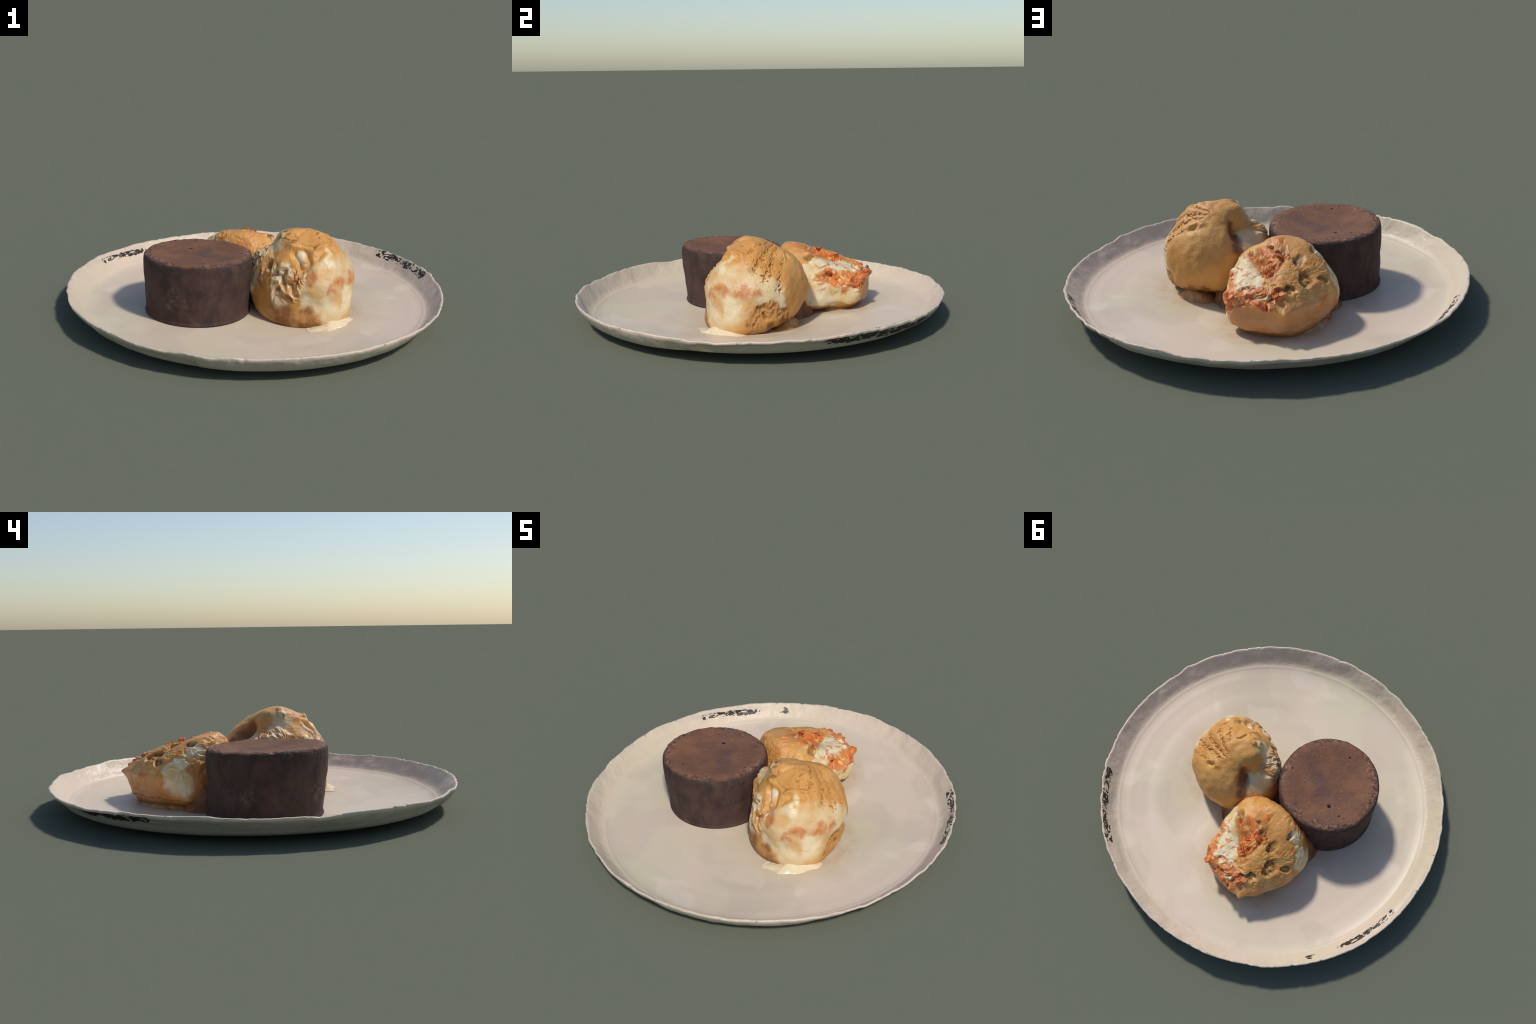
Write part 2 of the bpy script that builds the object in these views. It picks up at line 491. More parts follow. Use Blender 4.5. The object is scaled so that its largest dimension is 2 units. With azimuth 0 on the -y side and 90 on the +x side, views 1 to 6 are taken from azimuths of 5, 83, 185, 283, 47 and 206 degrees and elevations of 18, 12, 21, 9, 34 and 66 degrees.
def paint_cake_top(N, p):
    s = N.xyz(p)
    rad = N.v("LENGTH", N.vec(s[0], s[1], 0.0))
    c = N.mix(N.ramp(N.noise(p, 9, 4), 0.35, 0.65), lin(116, 80, 60), lin(130, 90, 66))
    c = N.mix(N.m("MULTIPLY", N.ramp(N.noise(N.v("ADD", p, (3, 1, 0)), 6, 3), 0.5, 0.66), 0.55), c, lin(102, 75, 69))
    c = N.mix(N.m("MULTIPLY", N.blobs(N.warp(p, 10, 0.06), [((0.01, 0.05, 0.3), (0.05, 0.05, 0.2)), ((0.06, -0.01, 0.3), (0.06, 0.04, 0.2))], 1.2), 0.4), c, lin(88, 66, 63))
    # pale sugary bloom flecks crowding towards the rim
    fl = N.noise(N.warp(p, 30, 0.02), 58, 4, 0.65)
    edge = N.m("MULTIPLY", N.ramp(rad, 0.185, 0.262), N.ramp(N.noise(p, 8, 2), 0.35, 0.6))
    k = N.ramp(N.m("ADD", fl, N.m("MULTIPLY", edge, 0.13)), 0.62, 0.70)
    c = N.mix(N.m("MULTIPLY", k, 0.6), c, lin(164, 128, 108))
    k2 = N.ramp(N.m("ADD", N.noise(N.v("ADD", p, (7, 2, 1)), 50, 4, 0.65), N.m("MULTIPLY", edge, 0.12)), 0.64, 0.70)
    c = N.mix(N.m("MULTIPLY", k2, 0.75), c, lin(58, 40, 42))
    crust = N.ramp(N.m("ADD", rad, N.m("MULTIPLY", N.m("SUBTRACT", N.noise(p, 30, 4, 0.6), 0.5), 0.05)), 0.262, 0.278)
    c = N.mix(N.m("MULTIPLY", crust, 0.8), c, lin(74, 55, 50))
    c = N.mix(N.blobs(p, [((-0.032, -0.157, 0.318), 0.0055)], 0.5), c, lin(190, 165, 140))
    c = N.mix(N.blobs(N.warp(p, 60, 0.008), [((-0.058, 0.117, 0.30), (0.013, 0.010, 0.03)), ((-0.133, 0.149, 0.30), (0.006, 0.005, 0.03)), ((-0.033, -0.196, 0.325), (0.008, 0.006, 0.03))], 0.5), c, lin(48, 27, 30))
    return c, N.m("MULTIPLY", N.noise(p, 70, 4, 0.6), 0.004)


def paint_cake_side(N, p):
    st = N.v("MULTIPLY", N.warp(p, 6, 0.08), (1, 1, 0.5))
    c = N.mix(N.ramp(N.noise(st, 15, 5, 0.6), 0.32, 0.68), lin(60, 46, 43), lin(84, 63, 55))
    c = N.mix(N.m("MULTIPLY", N.ramp(N.noise(p, 6, 3), 0.5, 0.68), 0.5), c, lin(80, 58, 55))
    pale = N.m("MULTIPLY", N.ramp(N.noise(p, 34, 4, 0.65), 0.50, 0.64), N.blobs(N.warp(p, 9, 0.06), [((-0.07, -0.23, 0.13), (0.08, 0.1, 0.07)), ((-0.22, 0.06, 0.12), (0.08, 0.09, 0.06))], 0.9))
    c = N.mix(N.m("MULTIPLY", pale, 0.6), c, lin(116, 94, 80))
    band = N.m("MULTIPLY", N.ramp(N.xyz(p)[2], 0.235, 0.29), N.ramp(N.noise(p, 24, 4), 0.42, 0.6))
    c = N.mix(N.m("MULTIPLY", band, 0.5), c, lin(54, 42, 41))
    return c, N.m("ADD", N.m("MULTIPLY", N.noise(st, 60, 4), 0.004), N.m("MULTIPLY", N.noise(p, 80, 3), 0.002))


# ------------------------------------------------------------------ the scoops
# cross-sections: radius from the heart of the scoop, one row per elevation,
# one column per 30 degrees of azimuth starting at +x
ELEV = np.array([-60.0, -40, -20, 0, 20, 40, 60, 90])
TALL = np.array([
    [.262, .255, .245, .245, .262, .262, .262, .262, .262, .262, .262, .262],
    [.290, .280, .266, .268, .300, .325, .325, .322, .325, .324, .320, .316],
    [.254, .264, .268, .280, .308, .330, .320, .275, .270, .270, .284, .275],
    [.247, .252, .256, .279, .292, .300, .290, .250, .229, .258, .274, .248],
    [.232, .240, .244, .262, .268, .238, .272, .236, .224, .234, .252, .232],
    [.226, .226, .236, .244, .242, .220, .238, .236, .224, .220, .240, .238],
    [.231, .223, .229, .238, .240, .250, .262, .262, .248, .238, .240, .233],
    [.249] * 12])
BROKEN = np.array([
    [.182] * 12,
    [.232, .236, .222, .226, .236, .232, .240, .250, .250, .250, .250, .240],
    [.242, .258, .232, .232, .220, .217, .254, .315, .310, .325, .345, .310],
    [.228, .244, .220, .224, .220, .217, .260, .308, .312, .318, .338, .276],
    [.218, .208, .196, .186, .186, .193, .228, .280, .308, .322, .328, .256],
    [.173, .156, .145, .152, .156, .166, .179, .234, .290, .303, .265, .215],
    [.132, .126, .130, .137, .144, .152, .158, .170, .186, .190, .165, .143],
    [.140] * 12])


def catmull(y0, y1, y2, y3, t):
    return 0.5 * (2 * y1 + (y2 - y0) * t + (2 * y0 - 5 * y1 + 4 * y2 - y3) * t ** 2 + (3 * y1 - y0 - 3 * y2 + y3) * t ** 3)


def loft_radius(table, d):
    az = np.degrees(np.arctan2(d[:, 1], d[:, 0])) % 360 / 30
    el = np.clip(np.degrees(np.arcsin(np.clip(d[:, 2], -1, 1))), -60, 90)
    j = az.astype(int) % 12
    ta = az - np.floor(az)
    i = np.clip(np.searchsorted(ELEV, el, side="right") - 1, 0, 6)
    te = (el - ELEV[i]) / (ELEV[i + 1] - ELEV[i])
    row = lambda r: catmull(*[table[np.clip(r, 0, 7), (j + k) % 12] for k in (-1, 0, 1, 2)], ta)
    return catmull(row(i - 1), row(i), row(i + 1), row(i + 2), te)


def unit_sphere(level):
    bm = bmesh.new()
    bmesh.ops.create_icosphere(bm, subdivisions=level, radius=1.0)
    v = np.array([x.co[:] for x in bm.verts])
    f = np.array([[k.index for k in t.verts] for t in bm.faces])
    bm.free()
    return v / np.linalg.norm(v, axis=1, keepdims=True), f


TALL_BASE = np.array([0.270, -0.060, FLOOR])
TALL_HEART = np.array([0.270, -0.060, 0.220])
BROKEN_BASE = np.array([-0.090, 0.400, FLOOR])
BROKEN_HEART = np.array([-0.090, 0.400, 0.160])


class Skin:
    """patches given at places on the plate are carried along rays from the heart to a plain
    ellipsoid, so that relief and colour made from them always coincide"""

    def __init__(self, base, heart, off, axes):
        self.h, self.heart = heart - base, heart
        self.off, self.inv = np.array(off, float), 1 / np.array(axes, float)
        self.oi = self.off * self.inv
        self.c = float(self.oi @ self.oi) - 1

    def coord(self, N, p):
        d = N.v("NORMALIZE", N.v("SUBTRACT", p, tuple(self.h)))
        di = N.v("MULTIPLY", d, tuple(self.inv))
        a, b = N.v("DOT_PRODUCT", di, di), N.v("DOT_PRODUCT", di, tuple(self.oi))
        root = N.m("SQRT", N.m("SUBTRACT", N.m("MULTIPLY", b, b), N.m("MULTIPLY", a, self.c)))
        return N.v("SCALE", d, scale=N.m("DIVIDE", N.m("ADD", b, root), a))

    def spots(self, items):
        out = []
        for c, r in items:
            v = np.array(c) - self.heart
            d = v / np.linalg.norm(v)
            di = d * self.inv
            a, b = di @ di, di @ self.oi
            t = (b + math.sqrt(b * b - a * self.c)) / a
            k = t / np.linalg.norm(v)
            out.append((tuple(d * t), r * k if isinstance(r, (int, float)) else tuple(x * k for x in r)))
        return out

    def at(self, c):
        d = np.array(c) - self.heart
        return d / np.linalg.norm(d)


TS = Skin(TALL_BASE, TALL_HEART, (0, 0, 0), (0.245, 0.245, 0.245))
BS = Skin(BROKEN_BASE, BROKEN_HEART, (-0.03, -0.055, -0.01), (0.25, 0.265, 0.18))


# ---- tall scoop: fields shared by relief and colour
def tall_pits(N, q):
    """rows of little torn pits fanning down from the crown"""
    apex = Vector(TS.at((0.21, 0.07, 0.44)))
    mid = Vector(TS.at((0.46, -0.03, 0.33)))
    t1 = (mid - apex * mid.dot(apex)).normalized()
    t2 = apex.cross(t1)
    d = N.v("NORMALIZE", N.warp(q, 22, 0.030, 3))
    u = N.m("ARCTAN2", N.v("DOT_PRODUCT", d, tuple(t2)), N.v("DOT_PRODUCT", d, tuple(t1)))
    w = N.m("ARCCOSINE", N.v("DOT_PRODUCT", d, tuple(apex)))
    uv = N.vec(N.m("MULTIPLY", u, 1.0), N.m("MULTIPLY", w, 1.0), 0.0)
    row = N.m("SINE", N.m("MULTIPLY", u, 19.0))
    cell = N.noise(N.v("MULTIPLY", uv, (15, 11, 1)), 1.0, 1, 0.5)
    reg = N.blobs(N.warp(q, 10, 0.05), TS.spots([((0.30, 0.02, 0.44), 0.045), ((0.36, -0.03, 0.42), 0.080), ((0.43, -0.03, 0.36), 0.085), ((0.465, -0.005, 0.315), 0.06), ((0.50, 0.04, 0.26), 0.04), ((0.40, 0.04, 0.39), 0.06), ((0.345, -0.085, 0.41), 0.05)]), 0.5)
    k = N.m("ADD", cell, N.m("MULTIPLY", row, 0.10))
    return N.m("MULTIPLY", N.ramp(k, 0.555, 0.655), reg), N.m("MULTIPLY", row, reg)


def tall_crumb_region(N, q):
    return N.blobs(N.warp(q, 9, 0.05), TS.spots([((.15, -.265, .25), .085), ((.05, -.15, .29), .08), ((.14, -.28, .17), .06), ((.06, -.07, .31), .075), ((.02, -.11, .2), .07), ((.235, -.30, .27), .045), ((.2, -.305, .2), .05)]), 0.5)


def ridged(N, q, scale, detail=4, distort=0.6):
    n = N.noise(q, scale, detail, 0.55, distort)
    return N.m("SUBTRACT", 1.0, N.m("MULTIPLY", N.m("ABSOLUTE", N.m("SUBTRACT", n, 0.5)), 5.0))


def tall_relief(N, p):
    q = TS.coord(N, p)
    h = N.m("MULTIPLY", N.m("SUBTRACT", N.noise(q, 6, 2), 0.5), 0.034)
    h = N.m("ADD", h, N.m("MULTIPLY", N.m("SUBTRACT", N.noise(q, 24, 3), 0.5), 0.005))
    pits, rows = tall_pits(N, q)
    h = N.m("SUBTRACT", N.m("SUBTRACT", h, N.m("MULTIPLY", pits, 0.008)), N.m("MULTIPLY", rows, 0.0022))
    cr = N.m("MULTIPLY", tall_crumb_region(N, q), N.m("SUBTRACT", ridged(N, q, 8.5, 2, 1.6), 0.45))
    h = N.m("ADD", h, N.m("MULTIPLY", cr, 0.022))
    pocket = N.blobs(N.warp(q, 20, 0.04), TS.spots(TALL_POCKET), 0.4)
    h = N.m("ADD", h, N.m("MULTIPLY", N.m("MULTIPLY", pocket, N.m("SUBTRACT", ridged(N, N.v("MULTIPLY", q, (1, 1, 0.45)), 22), 0.9)), 0.012))
    # nothing is pushed below the plate
    return N.m("MULTIPLY", h, N.ramp(N.xyz(p)[2], 0.005, 0.05))


TALL_POCKET = [((.504, -.064, .132), .042), ((.48, .06, .111), .045), ((.505, .001, .149), .048), ((.495, -.09, .09), .04)]
TALL_CREAM = [((.243, -.232, .375), .040), ((.265, -.275, .335), .026), ((.391, -.237, .347), .036), ((.38, -.20, .375), .024), ((.36, -.25, .345), .024),
              ((.512, -.03, .245), .060), ((.50, .03, .20), .045), ((.485, .06, .165), .03), ((.47, -.21, .19), .040), ((.40, -.30, .15), .06), ((.30, -.32, .15), .05),
              ((.47, -.19, .13), .05), ((.075, .03, .295), .055), ((.03, -.05, .27), .05), ((.12, .11, .28), .035), ((.019, -.123, .21), .04), ((.15, -.10, .365), .04), ((.17, -.24, .30), .03)]
TALL_MILK = [((.42, -.24, .18), .14), ((.47, -.14, .24), .12), ((.37, -.27, .27), .09), ((.50, -.02, .22), .085), ((.30, -.31, .20), .07)]
TALL_AMBER = [((.318, -.318, .31), .016), ((.310, -.315, .285), .024), ((.300, -.318, .262), .018), ((.40, -.302, .215), .022), ((.425, -.285, .226), .030), ((.448, -.255, .240), .032), ((.462, -.225, .252), .028),
              ((.47, -.20, .27), .018), ((.486, -.175, .243), .026), ((.500, -.130, .243), .032), ((.508, -.095, .246), .028), ((.512, -.065, .24), .018)]


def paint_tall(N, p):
    q = TS.coord(N, p)
    tan = N.mix(N.ramp(N.noise(q, 8, 3), 0.35, 0.65), lin(208, 147, 74), lin(217, 158, 86))
    tan = N.mix(N.ramp(N.noise(N.v("ADD", q, (4, 4, 4)), 22, 4), 0.52, 0.72, 0, 0.6), tan, lin(194, 136, 72))
    w = N.warp(N.warp(q, 10, 0.07, 2), 34, 0.030, 3)
    milk = N.mix(N.ramp(N.noise(w, 11, 3), 0.38, 0.62), lin(214, 176, 120), lin(222, 196, 152))
    c = N.mix(N.blobs(w, TS.spots(TALL_MILK), 0.55), tan, milk)
    cream = N.mix(N.ramp(N.noise(q, 14, 3), 0.40, 0.65), lin(230, 212, 174), lin(221, 195, 144))
    c = N.mix(N.m("MULTIPLY", N.blobs(w, TS.spots(TALL_CREAM), 0.7), 0.92), c, cream)
    gold = N.blobs(w, TS.spots([((.36, -.28, .30), .05), ((.43, -.27, .16), .03), ((.463, -.25, .14), .022), ((.40, -.22, .36), .018), ((.39, .0, .12), .02), ((.50, -.12, .165), .03), ((.33, -.31, .21), .035)]), 0.9)
    c = N.mix(N.m("MULTIPLY", gold, 0.75), c, lin(214, 164, 98))
    amber = N.mix(N.ramp(N.noise(q, 20, 3), 0.4, 0.6), lin(192, 116, 52), lin(198, 132, 84))
    c = N.mix(N.m("MULTIPLY", N.blobs(N.warp(q, 26, 0.05, 3), TS.spots([(c, r * 1.3) for c, r in TALL_AMBER]), 1.0), N.ramp(N.noise(q, 17, 3), 0.38, 0.58, 0.25, 0.95)), c, amber)
    pocket = N.mix(N.ramp(ridged(N, N.v("MULTIPLY", q, (1, 1, 0.45)), 22), 0.2, 0.9), lin(150, 96, 42), lin(196, 142, 82))
    c = N.mix(N.blobs(N.warp(q, 20, 0.04), TS.spots(TALL_POCKET), 0.4), c, pocket)
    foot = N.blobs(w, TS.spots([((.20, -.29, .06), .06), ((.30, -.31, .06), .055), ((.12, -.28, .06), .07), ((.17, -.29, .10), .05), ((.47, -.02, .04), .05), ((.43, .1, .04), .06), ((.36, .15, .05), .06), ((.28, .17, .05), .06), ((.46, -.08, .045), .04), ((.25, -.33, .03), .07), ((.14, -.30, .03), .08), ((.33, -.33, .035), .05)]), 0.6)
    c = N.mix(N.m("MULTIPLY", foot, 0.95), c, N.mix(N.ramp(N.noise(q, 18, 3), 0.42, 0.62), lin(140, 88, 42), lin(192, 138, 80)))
    fold = ridged(N, q, 8.5, 2, 1.6)
    crumb = N.mix(N.ramp(N.noise(N.v("ADD", w, (2, 5, 1)), 13, 3), 0.45, 0.58), lin(206, 152, 92), lin(228, 206, 168))
    crumb = N.mix(N.ramp(fold, 0.50, -0.10), crumb, lin(138, 90, 42))
    c = N.mix(N.m("MULTIPLY", tall_crumb_region(N, q), 0.85), c, crumb)
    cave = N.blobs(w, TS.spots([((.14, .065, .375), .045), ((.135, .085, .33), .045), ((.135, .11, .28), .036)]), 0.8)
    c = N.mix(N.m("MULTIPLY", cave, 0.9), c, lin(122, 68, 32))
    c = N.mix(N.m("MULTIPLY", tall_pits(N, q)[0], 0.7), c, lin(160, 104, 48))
    crest = N.blobs(N.warp(q, 22, 0.03), TS.spots([((.165, -.11, .42), .04), ((.2, -.15, .42), .03)]), 0.6)
    c = N.mix(N.m("MULTIPLY", crest, N.ramp(N.noise(q, 30, 3, 0.5, 1.0), 0.42, 0.58)), c, lin(138, 96, 48))
    bump = N.m("MULTIPLY", N.noise(q, 90, 3, 0.6), 0.0025)
    rough = N.ramp(N.blobs(w, TS.spots(TALL_AMBER + [((.39, -.23, .35), .05)]), 0.8), 0, 1, 0.48, 0.32)
    return c, bump, rough


def build_tall_scoop(sphere):
    root = new_empty("ice_cream_scoop", TALL_BASE, "tall ball of caramel ice cream with creamy melting foot", "ice cream scoop")
    d, f = sphere
    r = loft_radius(TALL, d)
    X = TALL_HEART + d * r[:, None]
    wob = X + 0.026 * np.stack([vnoise(X, 12, s, 3) for s in (31, 32, 33)], -1)
    dr = np.zeros(len(d))
    ridge = lambda pts, w, h: h * np.exp(-(line_dist(wob, pts) / w) ** 2)
    # torn outer skin rolled over the crown, from the cave round to the front fold
    dr += ridge([(.165, .058, .385), (.150, -.03, .410), (.160, -.10, .42), (.19, -.165, .42), (.225, -.20, .41), (.27, -.215, .405)], 0.022, 0.013)
    dr += ridge([(.20, .02, .42), (.185, -.06, .435), (.20, -.13, .437)], 0.013, -0.012)
    dr += ridge([(.235, -.16, .435), (.255, -.19, .42), (.30, -.20, .405)], 0.012, -0.011)
    dr += ridge([(.295, -.222, .394), (.345, -.185, .41), (.395, -.125, .412)], 0.011, 0.016)
    dr += ridge([(.32, -.24, .372), (.37, -.20, .385), (.41, -.16, .385)], 0.014, -0.011)
    dr += ridge([(.237, -.125, .462), (.255, -.09, .466)], 0.007, -0.012)
    # white knob sitting in a ring-shaped furrow
    knob = line_dist(wob, [(.243, -.232, .38), (.262, -.268, .338)])
    dr -= 0.019 * np.exp(-((knob - 0.036) / 0.013) ** 2)
    dr += ridge([(.14, .06, .385), (.13, .08, .33), (.135, .11, .27)], 0.038, -0.046)
    dr += ridge([(.175, .075, .385), (.19, .125, .34), (.185, .15, .28)], 0.020, 0.008)
    dr += ridge([(.325, .095, .39), (.352, .115, .365)], 0.012, -0.016)
    dr += ridge([(.30, .10, .40), (.335, .085, .40), (.37, .09, .385)], 0.014, 0.010)
    # milky shelf reaching to the cake
    dr += ridge([(.03, -.13, .30), (.015, -.07, .31), (.02, .0, .29)], 0.035, 0.012)
    # melted-away underside behind a ragged skirt
    az = np.degrees(np.arctan2(d[:, 1], d[:, 0]))
    behind = sstep(az, 5, 25) * (1 - sstep(az, 95, 120))
    hem = 0.078 + 0.040 * vnoise(np.stack([az / 15, 0 * az, 0 * az], -1), 1.0, 41, 3)
    dr -= behind * 0.020 * (1 - sstep(X[:, 2], hem - 0.008, hem + 0.006))
    dr += 0.004 * vnoise(X, 9, 35, 2)
    X = TALL_HEART + d * (r + dr)[:, None]
    X[:, 2] = np.maximum(X[:, 2], FLOOR - 0.004)
    ob = add("ice_cream_ball", make_mesh("ice_cream_ball", X - TALL_BASE, f, mat_tall), root)
    sculpt(ob, tall_relief, TALL_HEART - TALL_BASE)
    return root


# ---- broken scoop
BROKEN_FLAKY = [((.126, .33, .243), .05), ((.132, .40, .205), .05), ((.10, .50, .20), .06), ((.05, .545, .22), .055), ((-.01, .575, .225), .055), ((-.06, .59, .21), .045), ((-.10, .565, .235), .04),
                ((-.05, .42, .285), .05), ((-.07, .37, .30), .05), ((-.10, .33, .325), .04), ((-.02, .31, .31), .05), ((-.09, .24, .345), .025)]
BROKEN_CREAM = [((.142, .235, .25), .042), ((.105, .30, .28), .046), ((.075, .37, .285), .050), ((.05, .43, .268), .054), ((.025, .49, .25), .046), ((.0, .46, .268), .03), 
                ((.135, .308, .125), .075), ((.13, .386, .125), .075), ((.125, .46, .125), .06), ((.12, .36, .07), .05), ((.13, .25, .18), .05),
                ((-.262, .235, .31), .040), ((-.29, .22, .29), .042), ((-.33, .28, .235), .045), ((-.345, .33, .20), .045), ((-.34, .27, .145), .06), ((-.35, .32, .13), .05), ((-.37, .316, .167), .035)]
BROKEN_OLIVE = [((.057, .262, .31), .028), ((-.19, .345, .312), .030), ((-.234, .437, .263), .042), ((-.215, .47, .25), .03), ((-.25, .25, .322), .022), ((-.115, .30, .33), .026), ((-.15, .52, .235), .026), ((-.28, .40, .23), .022)]


def flaky(N, q):
    return N.blobs(N.warp(q, 12, 0.05), BS.spots(BROKEN_FLAKY), 0.4)


def shards(N, q):
    """curled shards: smooth cups that rise to sharp edges"""
    w = N.warp(q, 13, 0.05, 2)
    return N.voronoi(N.v("MULTIPLY", w, (1.0, 1.0, 1.25)), 24, "F1", 1.0)


def broken_crumb(N, q):
    return ridged(N, q, 16, 4, 0.8)


def broken_relief(N, p):
    q = BS.coord(N, p)
    fl = flaky(N, q)
    h = N.m("MULTIPLY", N.m("SUBTRACT", N.noise(q, 12, 2), 0.5), 0.020)
    h = N.m("ADD", h, N.m("MULTIPLY", N.m("SUBTRACT", N.noise(q, 36, 3), 0.5), 0.006))
    cup = N.m("SUBTRACT", N.m("POWER", N.ramp(shards(N, q), 0.0, 0.62, 0, 1, "LINEAR"), 1.5), 0.52)
    h = N.m("ADD", h, N.m("MULTIPLY", N.m("MULTIPLY", cup, fl), 0.021))
    h = N.m("ADD", h, N.m("MULTIPLY", N.m("MULTIPLY", N.m("SUBTRACT", ridged(N, q, 15, 1, 1.5), 0.5), fl), 0.010))
    top = N.m("MULTIPLY", N.ramp(N.xyz(p)[2], 0.12, 0.20), N.m("SUBTRACT", 1.0, fl))
    smooth = N.blobs(N.warp(q, 10, 0.06), BS.spots(BROKEN_CREAM[:6]), 0.5)
    top = N.m("MULTIPLY", N.m("MULTIPLY", top, N.m("SUBTRACT", 1.0, smooth)), N.ramp(N.noise(q, 8, 2), 0.35, 0.6, 0.25, 1.0))
    h = N.m("ADD", h, N.m("MULTIPLY", N.m("MULTIPLY", top, N.m("SUBTRACT", broken_crumb(N, q), 0.4)), 0.008))
    ol = N.blobs(N.warp(q, 18, 0.04), BS.spots(BROKEN_OLIVE), 0.4)
    h = N.m("SUBTRACT", h, N.m("MULTIPLY", ol, N.m("ADD", 0.010, N.m("MULTIPLY", N.noise(q, 40, 3), 0.016))))
    return N.m("MULTIPLY", h, N.ramp(N.xyz(p)[2], 0.005, 0.05))


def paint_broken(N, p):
    q = BS.coord(N, p)
    w = N.warp(N.warp(q, 10, 0.06, 2), 32, 0.032, 3)
    tan = N.mix(N.ramp(N.noise(q, 8, 3), 0.35, 0.65), lin(208, 146, 76), lin(217, 159, 88))
    tan = N.mix(N.ramp(N.noise(N.v("ADD", q, (4, 4, 4)), 16, 4), 0.50, 0.66, 0, 0.7), tan, lin(206, 132, 70))
    tan = N.mix(N.ramp(N.noise(N.v("ADD", q, (9, 1, 4)), 13, 4), 0.56, 0.68, 0, 0.5), tan, lin(194, 150, 80))
    tan = N.mix(N.ramp(N.noise(N.v("ADD", w, (5, 8, 2)), 11, 3), 0.54, 0.62, 0, 0.75), tan, lin(204, 120, 56))
    tan = N.mix(N.ramp(N.noise(N.v("ADD", w, (1, 3, 6)), 12, 3), 0.58, 0.66, 0, 0.45), tan, lin(224, 182, 112))
    side = N.blobs(w, BS.spots([((.04, .58, .11), .08), ((-.054, .617, .10), .08), ((-.19, .58, .10), .09), ((-.30, .45, .08), .09), ((-.24, .55, .14), .05)]), 0.7)
    c = N.mix(side, tan, N.mix(N.ramp(N.noise(q, 10, 3), 0.35, 0.65), lin(196, 138, 86), lin(206, 150, 104)))
    cream = N.mix(N.ramp(N.noise(w, 15, 3), 0.40, 0.64), lin(232, 214, 176), lin(220, 190, 128))
    c = N.mix(N.m("MULTIPLY", N.blobs(w, BS.spots(BROKEN_CREAM), 0.5), 0.95), c, cream)
    sh = shards(N, q)
    orange = N.mix(N.ramp(sh, 0.10, 0.58), lin(180, 76, 28), lin(214, 124, 58))
    orange = N.mix(N.ramp(N.noise(q, 24, 3), 0.55, 0.68, 0, 0.7), orange, lin(222, 152, 86))
    keep = N.ramp(N.noise(N.v("ADD", w, (1, 7, 3)), 22, 3), 0.62, 0.56)
    c = N.mix(N.m("MULTIPLY", N.blobs(w, BS.spots(BROKEN_FLAKY[:7]), 0.5), 0.8), c, cream)
    c = N.mix(N.m("MULTIPLY", N.m("MULTIPLY", flaky(N, q), keep), 0.95), c, orange)
    strip = N.blobs(w, BS.spots(BROKEN_CREAM[:6]), 0.35)
    # orange caramel marbled through the cream, flush with it
    vein = N.ramp(ridged(N, N.warp(q, 12, 0.06), 9, 2, 1.4), 0.72, 0.90)
    face = N.blobs(w, BS.spots([((.135, .33, .20), .06), ((.125, .42, .18), .06), ((.10, .34, .27), .05), ((.06, .44, .265), .05), ((.0, .53, .24), .05), ((-.06, .45, .275), .05)]), 0.6)
    c = N.mix(strip, c, cream)
    c = N.mix(N.m("MULTIPLY", N.m("MULTIPLY", vein, face), 0.85), c, orange)
    low = N.blobs(w, BS.spots([((-.30, .20, .12), .05), ((-.314, .235, .205), .03), ((-.31, .21, .19), .035), ((-.36, .36, .09), .05)]), 0.7)
    c = N.mix(N.m("MULTIPLY", low, 0.85), c, lin(200, 132, 70))
    ol = N.m("MULTIPLY", N.blobs(N.warp(q, 18, 0.04), BS.spots(BROKEN_OLIVE), 0.5), N.ramp(N.noise(q, 40, 3), 0.36, 0.56))
    c = N.mix(N.m("MULTIPLY", ol, 0.85), c, lin(128, 94, 46))
    cr = N.m("MULTIPLY", N.ramp(broken_crumb(N, q), 0.15, -0.35), N.ramp(N.noise(q, 9, 2), 0.40, 0.55))
    c = N.mix(N.m("MULTIPLY", cr, 0.8), c, lin(150, 98, 46))
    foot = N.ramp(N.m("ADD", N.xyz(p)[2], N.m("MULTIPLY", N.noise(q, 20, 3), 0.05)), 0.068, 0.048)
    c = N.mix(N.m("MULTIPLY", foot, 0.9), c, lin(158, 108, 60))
    return c, N.m("MULTIPLY", N.noise(q, 90, 3, 0.6), 0.0025)


